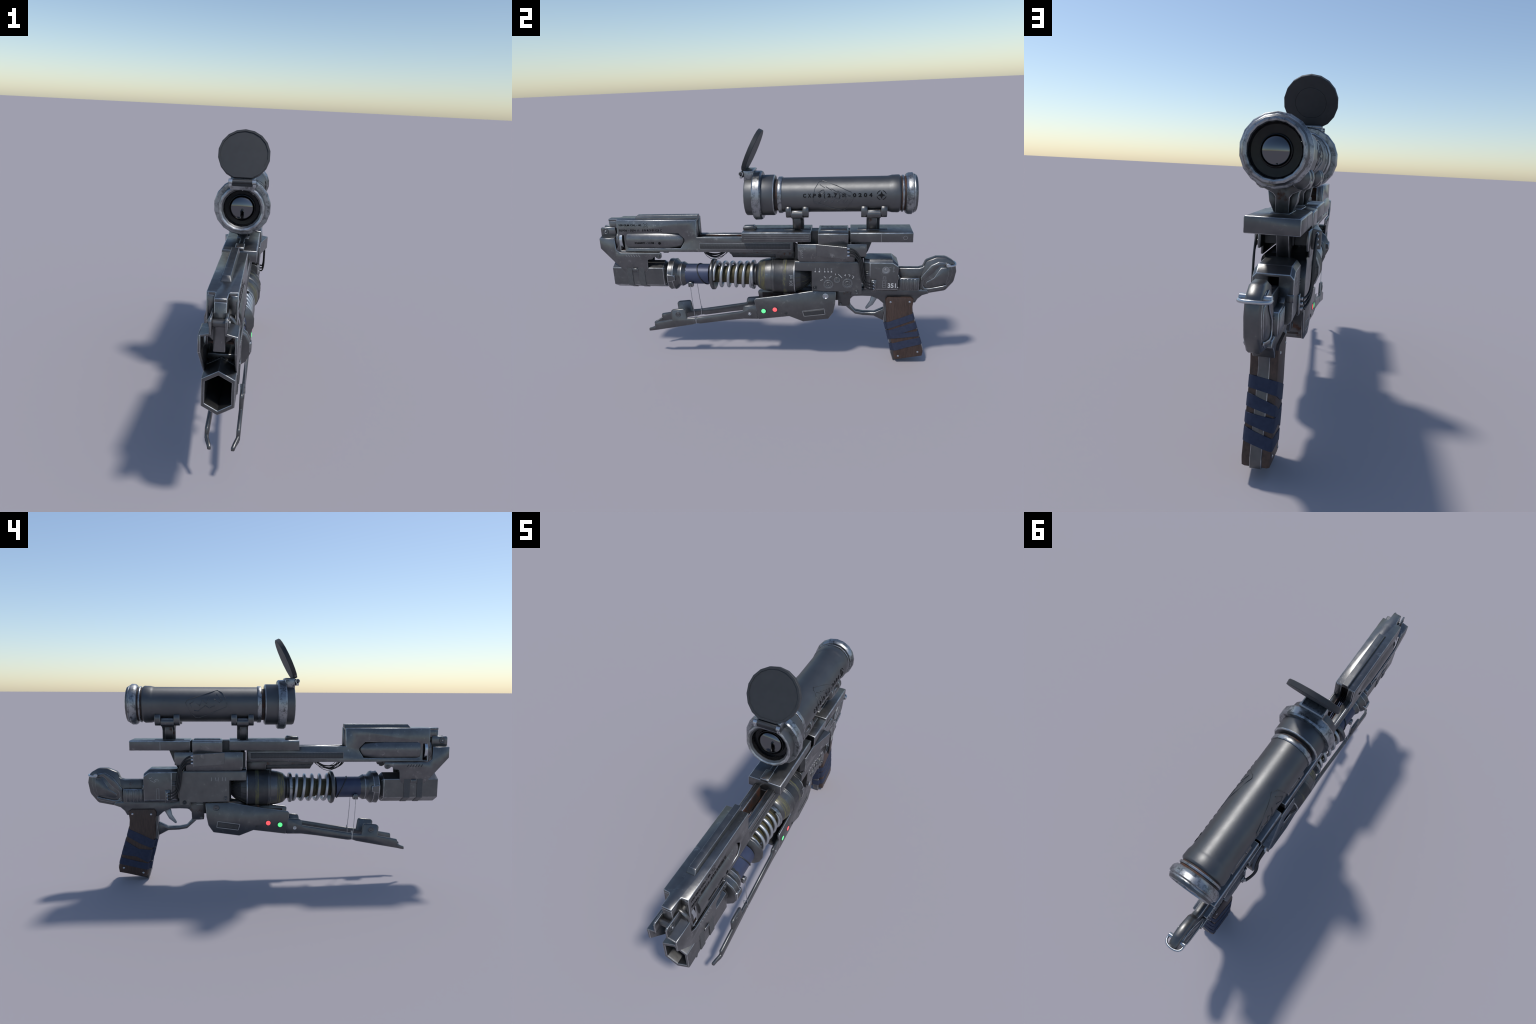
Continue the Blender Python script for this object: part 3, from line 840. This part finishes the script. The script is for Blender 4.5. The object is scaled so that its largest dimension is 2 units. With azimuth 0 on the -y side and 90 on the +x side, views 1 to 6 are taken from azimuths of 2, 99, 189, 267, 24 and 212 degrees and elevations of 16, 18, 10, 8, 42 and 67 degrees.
strokes('slider_mark', [((y, 0.588), (y + 0.0012, 0.568)) for y in (0.245, 0.268, 0.295, 0.313, 0.331)], 0.081, 0.0035, PALE, recv, 1)
strokes('slider_knob', [((y, 0.569), (y + 0.0005, 0.5635)) for y in (0.2445, 0.267, 0.2965, 0.315, 0.3325)], 0.081, 0.0065, WHITE, recv, 1, 0.0016)
strokes('slider_mark', [((y, 0.588), (y + d, 0.568)) for y, d in ((0.245, 0), (0.262, 0.002), (0.283, 0.004), (0.302, -0.005), (0.322, 0))], 0.081, 0.0035, PALE, recv, -1)
ticks = [((0.272, 0.515), (0.286, 0.520)), ((0.292, 0.539), (0.302, 0.529)), ((0.322, 0.531), (0.333, 0.541)), ((0.354, 0.556), (0.356, 0.547)),
         ((0.370, 0.553), (0.377, 0.545)), ((0.378, 0.545), (0.390, 0.532)), ((0.403, 0.549), (0.410, 0.541)), ((0.409, 0.553), (0.409, 0.541)),
         ((0.424, 0.550), (0.434, 0.549)), ((0.434, 0.550), (0.431, 0.539)), ((0.447, 0.545), (0.455, 0.539)), ((0.455, 0.539), (0.446, 0.528))]
strokes('dial_scale', ticks, 0.081, 0.0022, WHITE, recv, 1)
bolt('receiver_bolt', 0.081, 0.241, 0.471, 0.0115, recv, GUN_DARK)
bolt('receiver_bolt', 0.081, 0.4695, 0.450, 0.0115, recv)
bolt('receiver_bolt', -0.081, 0.246, 0.472, 0.0115, recv, GUN, sgn=-1)
bolt('receiver_bolt', -0.081, 0.4695, 0.450, 0.0115, recv, GUN_DARK, sgn=-1)

# ---- rear box with cable strip
rb = [(-0.067, 0.462), (-0.067, 0.613), (-0.054, 0.630), (0.054, 0.630), (0.067, 0.613), (0.067, 0.462), (0.055, 0.447), (-0.055, 0.447)]
def ybox(y, kx, top=0.0):
    return [(x * kx, y, z - (top if z > 0.6 else 0)) for x, z in rb]
rear_box = loft('power_box', [ybox(0.508, 0.74), ybox(0.540, 1.0), ybox(0.660, 1.0), [(x, 0.690, 0.606 if z > 0.62 else (0.592 if z > 0.6 else z)) for x, z in rb]], GUN, 0.0018, root, smooth=22)
def cut_slot(ob, x, y0, y1, z0, z1):
    """sink a square pocket into a part"""
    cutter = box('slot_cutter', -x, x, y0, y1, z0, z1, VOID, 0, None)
    mod = ob.modifiers.new('slot', 'BOOLEAN')
    mod.object = cutter
    mod.operation = 'DIFFERENCE'
    dg = bpy.context.evaluated_depsgraph_get()
    me = bpy.data.meshes.new_from_object(ob.evaluated_get(dg))
    ob.modifiers.clear()
    ob.data = me
    bpy.data.objects.remove(cutter)
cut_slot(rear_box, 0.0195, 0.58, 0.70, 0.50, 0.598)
box('slot_black_plate', -0.0192, 0.0192, 0.581, 0.590, 0.501, 0.597, VOID, 0, rear_box)  # near-black slab at the pocket's far end
for s in (1, -1):
    strip = box('cable_strip', s * 0.064, s * 0.074, 0.548, 0.574, 0.447, 0.5175, GUN, 0.0016, rear_box)
    for dz in (0.019, 0.002, -0.0155):
        lathe('cable_socket', [(0.0, 0.0065), (0.009 * s, 0.0065), (0.011 * s, 0.004)], 0, BRIGHT, 10, strip, axis='x', at=(s * 0.073, 0.559, 0.483 + dz))
    for k, dz in enumerate((0.0195, 0.0, -0.0195)):
        zt = 0.688 + dz
        zb = 0.502 - 0.0172 * k
        p0 = (s * 0.106, 0.428, zt)
        xo = s * (0.104 + 0.002 * k)
        path = bezier(p0, (s * 0.107, 0.470, zt - 0.005), (xo, 0.497 - 0.006 * k, 0.645), (xo, 0.502 - 0.008 * k, 0.590), 10)[:-1]
        path += bezier((xo, 0.502 - 0.008 * k, 0.590), (xo, 0.506 - 0.008 * k, 0.535), (xo, 0.512 - 0.004 * k, zb + 0.002), (s * 0.083, 0.559, zb), 12)
        wire('power_cable', path, 0.0042, BLACK, rear_box, 8)
    for dz in (0.543, 0.552, 0.561):
        box('box_clip', s * 0.058, s * 0.0665, 0.517, 0.537, dz - 0.002, dz + 0.002, GUN, 0.0008, rear_box)
    box('box_buckle', s * 0.045, s * 0.069, 0.689, 0.6945, 0.520, 0.545, GUN, 0.001, rear_box)
lettering('box_number', '351.', 0.636, 0.4725, 0.067, 0.036, WHITE, rear_box, width=0.056, bold=0.0008)
bolt('box_dial', 0.067, 0.624, 0.574, 0.020, rear_box, PALE, 0.0016)
strokes('box_engraving', arc(0.624, 0.574, 0.0215, 200, 380, 12) + [((0.640, 0.588), (0.653, 0.592)), ((0.665, 0.588), (0.665, 0.563)), ((0.660, 0.568), (0.665, 0.562)), ((0.670, 0.568), (0.665, 0.562)), ((0.661, 0.586), (0.670, 0.586)), ((0.661, 0.592), (0.670, 0.592))]
        + [((0.608, 0.512), (0.608, 0.473)), ((0.626, 0.512), (0.626, 0.473)), ((0.608, 0.473), (0.626, 0.473)), ((0.604, 0.512), (0.632, 0.512)), ((0.607, 0.522), (0.628, 0.522)),
           ((0.611, 0.535), (0.625, 0.535)), ((0.611, 0.535), (0.611, 0.522)), ((0.625, 0.535), (0.625, 0.522)), ((0.611, 0.505), (0.623, 0.505)), ((0.611, 0.495), (0.623, 0.495)), ((0.611, 0.485), (0.623, 0.485))],
        0.067, 0.0024, PALE, rear_box, 1, 0.0006)
strokes('box_engraving', [((0.640, 0.590), (0.661, 0.577)), ((0.640, 0.590), (0.643, 0.583)), ((0.661, 0.577), (0.657, 0.586)), ((0.654, 0.572), (0.632, 0.560)), ((0.632, 0.560), (0.621, 0.570))]
        + arc(0.620, 0.566, 0.011, 0, 180, 8), 0.067, 0.0035, PALE, rear_box, -1, 0.0006)
strokes('box_engraving', [((0.608, 0.525), (0.608, 0.465)), ((0.622, 0.525), (0.622, 0.465)), ((0.608, 0.465), (0.622, 0.465)), ((0.608, 0.525), (0.622, 0.525))], 0.067, 0.0018, PALE, rear_box, -1, 0.0004)

# ---- frame: spine under the box, handle bar, shelf and stock knob
frame = prism('frame', [(0.44, 0.452), (0.44, 0.404), (0.500, 0.407), (0.549, 0.406), (0.591, 0.388), (0.622, 0.360), (0.79, 0.372), (0.802, 0.395), (0.825, 0.416), (0.86, 0.428), (0.85, 0.447), (0.50, 0.452)],
              -0.034, 0.034, FRAME_PAINT, 0.002, root)
prism('frame_lug', [(0.352, 0.452), (0.352, 0.376), (0.368, 0.376), (0.368, 0.342), (0.406, 0.340), (0.434, 0.342), (0.436, 0.385), (0.449, 0.400), (0.46, 0.404), (0.46, 0.452)],
      -0.030, 0.030, GUN_RUST, 0.0016, frame)
for s in (1, -1):
    bolt('lug_bolt', s * 0.030, 0.381, 0.352, 0.008, frame, GUN, 0.002, s)
    strokes('lug_plate', [((0.372, 0.440), (0.408, 0.440)), ((0.372, 0.428), (0.408, 0.428))], 0.030, 0.003, PALE, frame, s, 0.0006)
# trigger guard: swept flat strap
guard_in = [(0.434, 0.352), (0.440, 0.334), (0.465, 0.3065), (0.507, 0.298), (0.570, 0.298), (0.621, 0.324)]
guard_out = [(0.405, 0.345), (0.412, 0.333), (0.463, 0.2875), (0.508, 0.280), (0.567, 0.278), (0.621, 0.250)]
prism('trigger_guard', guard_in + list(reversed(guard_out)), -0.017, 0.017, FRAME_PAINT, 0.0025, frame)
prism('trigger', [(0.556, 0.412), (0.546, 0.363), (0.521, 0.323), (0.5215, 0.317), (0.528, 0.3145), (0.563, 0.343), (0.590, 0.392), (0.595, 0.412)], -0.009, 0.009, TRIG, 0.003, frame, TRIG)
# handle bar (narrow core) and the ribbed shelf
prism('stock_bar', [(0.675, 0.450), (0.675, 0.568), (0.800, 0.568), (0.822, 0.574), (0.84, 0.60), (0.86, 0.55), (0.86, 0.450)], -0.019, 0.019, GUN_RUST, 0.0025, frame)
shelf = box('stock_shelf', -0.042, 0.042, 0.688, 0.806, 0.444, 0.519, GUN, 0.003, frame)
for s in (1, -1):
    for i in range(5):
        y = 0.700 + 0.0195 * i
        box('shelf_rib', s * 0.040, s * 0.0445, y, y + 0.013, 0.449, 0.513, GUN, 0.0015, shelf)
    prism('shelf_step', [(0.688, 0.519), (0.706, 0.519), (0.690, 0.536), (0.688, 0.536)], s * 0.019, s * 0.041, GUN, 0.001, shelf)
knob_pts = [(0.800, 0.440), (0.812, 0.520), (0.826, 0.580), (0.838, 0.610), (0.891, 0.632), (0.942, 0.632), (0.981, 0.609), (0.992, 0.590), (0.9985, 0.553), (0.988, 0.493), (0.947, 0.441), (0.862, 0.424), (0.825, 0.415)]
def knob():
    bm = bmesh.new()
    add_prism(bm, knob_pts, -0.0215, 0.0215)
    chamfer(bm, 0.006)
    return finish(bm, 'stock_knob', [GUN, GUN], frame, 50)
stock = knob()
pan = [(0.808, 0.446), (0.813, 0.516), (0.834, 0.548), (0.866, 0.588), (0.904, 0.609), (0.946, 0.604), (0.972, 0.584), (0.977, 0.553), (0.968, 0.500), (0.938, 0.455), (0.862, 0.437), (0.828, 0.430)]
inner = [(0.831, 0.470), (0.832, 0.498), (0.880, 0.540), (0.907, 0.578), (0.921, 0.586), (0.968, 0.574), (0.966, 0.530), (0.956, 0.478), (0.940, 0.468), (0.846, 0.454)]
for s in (1, -1):
    prism('stock_cover', pan, s * 0.020, s * 0.0235, GUN, 0.0025, stock)
    # raised rim that follows the cover, open at the back
    rim_o = [(0.950, 0.599), (0.904, 0.609), (0.866, 0.588), (0.834, 0.548), (0.813, 0.516), (0.808, 0.446), (0.828, 0.432), (0.862, 0.438), (0.936, 0.456), (0.952, 0.468)]
    rim_i = [(0.952, 0.588), (0.918, 0.588), (0.903, 0.576), (0.879, 0.542), (0.833, 0.502), (0.828, 0.470), (0.838, 0.456), (0.860, 0.455), (0.930, 0.470), (0.950, 0.478)]
    prism('stock_rim', rim_o + list(reversed(rim_i)), s * 0.022, s * 0.0285, GUN, 0.0025, stock)
    prism('stock_inlay', [(0.842, 0.474), (0.846, 0.492), (0.884, 0.516), (0.900, 0.545), (0.918, 0.575), (0.958, 0.572), (0.960, 0.535), (0.948, 0.484), (0.860, 0.466)], s * 0.022, s * 0.0255, GUN, 0.003, stock)
    for z in (0.507, 0.447):
        bolt('stock_rivet', s * 0.0280, 0.819, z, 0.0062, stock, GUN, 0.003, s, False, 10)
    lathe('ring_lug', [(s * 0.020, 0.011), (s * 0.043, 0.011), (s * 0.045, 0.008)], 0, BRIGHT, 12, stock, axis='x', at=(0, 0.951, 0.594))
hoop = [(0.0415, 0.949, 0.590)] + [(0.0415 * math.cos(a) , 0.962 + 0.0315 * math.sin(a) ** 0.7, 0.590 + 0.004 * math.sin(a)) for a in [math.pi * i / 20 for i in range(21)]] + [(-0.0415, 0.949, 0.590)]
wire('sling_ring', hoop, 0.0058, BRIGHT, stock, 10)

# ================================================================== GRIP
core_pts = [(0.620, 0.372), (0.620, 0.333), (0.624, 0.300), (0.621, 0.262), (0.622, 0.250), (0.667, 0.076), (0.667, 0.046), (0.682, -0.001), (0.846, 0.041), (0.850, 0.077), (0.784, 0.300), (0.779, 0.345), (0.786, 0.380), (0.800, 0.40), (0.62, 0.40)]
grip = prism('grip_core', core_pts, -0.019, 0.019, FRAME_PAINT, 0.003, root)
wood_pts = [(0.627, 0.388), (0.640, 0.407), (0.764, 0.407), (0.782, 0.394), (0.777, 0.345), (0.780, 0.304), (0.846, 0.074), (0.842, 0.046), (0.695, 0.016), (0.684, 0.034), (0.682, 0.076), (0.637, 0.254), (0.636, 0.327)]
def wood_panel():
    bm = bmesh.new()
    add_prism(bm, wood_pts, 0.0188, 0.0450)
    bmesh.ops.recalc_face_normals(bm, faces=bm.faces)
    es = [e for e in bm.edges if all(v.co.x > 0.044 for v in e.verts)]
    bmesh.ops.bevel(bm, geom=es, offset=0.011, segments=2, profile=0.6, affect='EDGES', clamp_overlap=True)
    return finish(bm, 'grip_panel', [WOOD], grip, 45)
panel = wood_panel()
panel_l = mirror(panel)
for s in (1, -1):
    for y, z in ((0.657, 0.377), (0.759, 0.380), (0.8155, 0.072), (0.7085, 0.042)):
        lathe('panel_screw', [(-0.002 * s, 0.0058), (0.0012 * s, 0.0058), (0.003 * s, 0.003)], 0, BRIGHT, 10, panel if s > 0 else panel_l, axis='x', at=(s * 0.045, y, z))

def lerp_pts(tab, z):
    for (za, ya), (zb, yb) in zip(tab, tab[1:]):
        if za <= z <= zb:
            return ya + (yb - ya) * (z - za) / (zb - za)
    return tab[0][1] if z < tab[0][0] else tab[-1][1]
FRONT = [(0.0, 0.684), (0.046, 0.667), (0.076, 0.667), (0.25, 0.622), (0.30, 0.624), (0.40, 0.620)]
BACK = [(0.04, 0.847), (0.077, 0.850), (0.30, 0.784), (0.345, 0.779), (0.40, 0.79)]
def tape(r_lo, r_hi, l_lo, l_hi, lift):
    """cloth band round the grip: heights of its lower and upper edge at (front, middle, back) on the right and left side"""
    bm = bmesh.new()
    e = 0.0014 + lift
    def y_at(z, k):                    # k: 0 front .. 1 back
        f, b = lerp_pts(FRONT, z), lerp_pts(BACK, z)
        return f + (b - f) * k
    half = [(0.0195 + e, 0, -e), (0.0215 + e, 0.055, 0), (0.034, 0.075, -e), (0.0425 + 0.7 * e, 0.105, -0.5 * e), (0.0455 + e, 0.165, 0), (0.0455 + e, 0.5, 0), (0.0455 + e, 0.90, 0),
            (0.0435 + 0.7 * e, 0.955, 0.7 * e), (0.036, 0.985, e), (0.019, 1, e)]
    st = half + [(-x, k, dy) for x, k, dy in reversed(half)]
    def height(tab, k):
        return tab[0] + (tab[1] - tab[0]) * k * 2 if k < 0.5 else tab[1] + (tab[2] - tab[1]) * (k * 2 - 1)
    lo, hi = [], []
    for x, k, dy in st:
        w = min(1, max(0, (x + 0.046) / 0.092))
        zl = height(l_lo, k) * (1 - w) + height(r_lo, k) * w
        zh = height(l_hi, k) * (1 - w) + height(r_hi, k) * w
        lo.append((x, y_at(zl, k) + dy, zl))
        hi.append((x, y_at(zh, k) + dy, zh))
    def inn(p):
        return (p[0] * 0.93, p[1] + (0.735 - p[1]) * 0.05, p[2])
    return loft('tape_band', [[inn(p) for p in lo], lo, hi, [inn(p) for p in hi]], BLUE, 0, grip, caps=False, smooth=50)
tape((0.206, 0.240, 0.275), (0.246, 0.279, 0.311), (0.176, 0.212, 0.257), (0.222, 0.262, 0.298), 0.0)
tape((0.158, 0.189, 0.222), (0.198, 0.228, 0.259), (0.120, 0.154, 0.199), (0.172, 0.181, 0.231), 0.0004)
tape((0.150, 0.161, 0.174), (0.166, 0.188, 0.203), (0.091, 0.138, 0.150), (0.150, 0.175, 0.192), 0.0008)
tape((0.069, 0.099, 0.124), (0.117, 0.142, 0.163), (0.054, 0.078, 0.099), (0.090, 0.113, 0.135), 0.0002)

# ================================================================== UNDERBARREL UNIT
ub = [(-0.107, 0.384), (-0.098, 0.394), (0.026, 0.411), (0.228, 0.446), (0.357, 0.444), (0.352, 0.367), (0.342, 0.318), (0.315, 0.278), (0.171, 0.257), (0.092, 0.288), (-0.088, 0.2645), (-0.103, 0.353)]
ubp = prism('underbarrel_cheek', ub, 0.060, 0.0705, GUN, 0.002, root)
ubl = mirror(ubp)
ub_floor = prism('underbarrel_floor', [(-0.088, 0.266), (0.092, 0.290), (0.171, 0.259), (0.315, 0.280), (0.342, 0.320), (0.352, 0.368), (0.356, 0.443), (0.340, 0.443), (0.330, 0.325), (0.310, 0.294), (0.172, 0.272), (0.094, 0.303), (-0.087, 0.279)],
                 -0.061, 0.061, GUN_RUST, 0.0, root)
box('underbarrel_core', -0.050, 0.050, 0.06, 0.335, 0.30, 0.425, RUST, 0.002, ub_floor, RUST)
box('underbarrel_lining', -0.0602, -0.058, -0.08, 0.06, 0.285, 0.38, RUST, 0.0, ub_floor, RUST)
box('underbarrel_lining', 0.058, 0.0602, -0.08, 0.06, 0.285, 0.38, RUST, 0.0, ub_floor, RUST)
for s, par in ((1, ubp), (-1, ubl)):
    for y, z, mt, nm in ((-0.0555, 0.3175, GREEN_L, 'green_lamp'), (0.0105, 0.328, RED_L, 'red_lamp')):
        lathe('lamp_bezel', [(-0.002 * s, 0.0162), (0.0014 * s, 0.0162), (0.0014 * s, 0.0125)], 0, GUN_DARK, 16, par, axis='x', at=(s * 0.0705, y, z))
        lathe(nm, [(-0.002 * s, 0.0130), (0.0020 * s, 0.0130), (0.0032 * s, 0.0088)], 0, mt, 16, par, axis='x', at=(s * 0.0705, y, z))
    bolt('cheek_bolt', s * 0.0705, 0.299, 0.417, 0.0165, par, BRIGHT if s > 0 else GUN, 0.003, s)
    bolt('cheek_pin', s * 0.0705, 0.074, 0.305, 0.0075, par, GUN_DARK, 0.0015, s)
    # recessed vent frame
    q = [(0.168, 0.322), (0.290, 0.340), (0.296, 0.306), (0.177, 0.290)]
    strokes('vent_frame', list(zip(q, q[1:] + q[:1])), 0.0705, 0.004, PALE, par, s, 0.0012)
    prism('vent_panel', [(0.174, 0.3185), (0.287, 0.335), (0.291, 0.3085), (0.181, 0.2935)], s * 0.0695, s * 0.0710, GUN_DARK, 0, par)
    # forward strut with its upright tab and turned-in tip
    sp = [(-0.098, 0.352), (-0.166, 0.346), (-0.175, 0.339), (-0.180, 0.3105), (-0.447, 0.266), (-0.470, 0.262), (-0.518, 0.257), (-0.5255, 0.312), (-0.534, 0.320), (-0.602, 0.313), (-0.6145, 0.303),
          (-0.612, 0.2465), (-0.724, 0.2265), (-0.7255, 0.200), (-0.7270, 0.1745), (-0.612, 0.195), (-0.488, 0.218), (-0.464, 0.2265), (-0.440, 0.2245), (-0.260, 0.2525), (-0.174, 0.2635), (-0.088, 0.2645)]
    bm = bmesh.new()
    add_prism(bm, sp, s * 0.0545, s * 0.0698)
    for v in bm.verts:
        y = v.co.y
        if y < -0.4:
            v.co.z -= 0.0025 * min(1, (-0.4 - y) / 0.3)
    chamfer(bm, 0.0045)
    stt = finish(bm, 'strut', [GUN, GUN], par, 50)
    loft('strut_tip', [[(s * (x0 + dx), y, zz) for dx, zz in ((0, z0), (w, z0), (w, z1), (0, z1))]
                       for x0, w, y, z0, z1 in ((0.0555, 0.0135, -0.715, 0.1755, 0.203), (0.0535, 0.0140, -0.730, 0.1715, 0.1965), (0.0440, 0.0140, -0.750, 0.1640, 0.1840), (0.0380, 0.0140, -0.770, 0.1590, 0.1760))],
         GUN, 0.0025, stt, edge=GUN, smooth=50)
    bolt('strut_pin', s * 0.0698, -0.138, 0.298, 0.010, stt, BRIGHT, 0.001, s)
    bolt('strut_tab_stud', s * 0.0695, -0.570, 0.283, 0.016, stt, GUN, 0.0022, s)
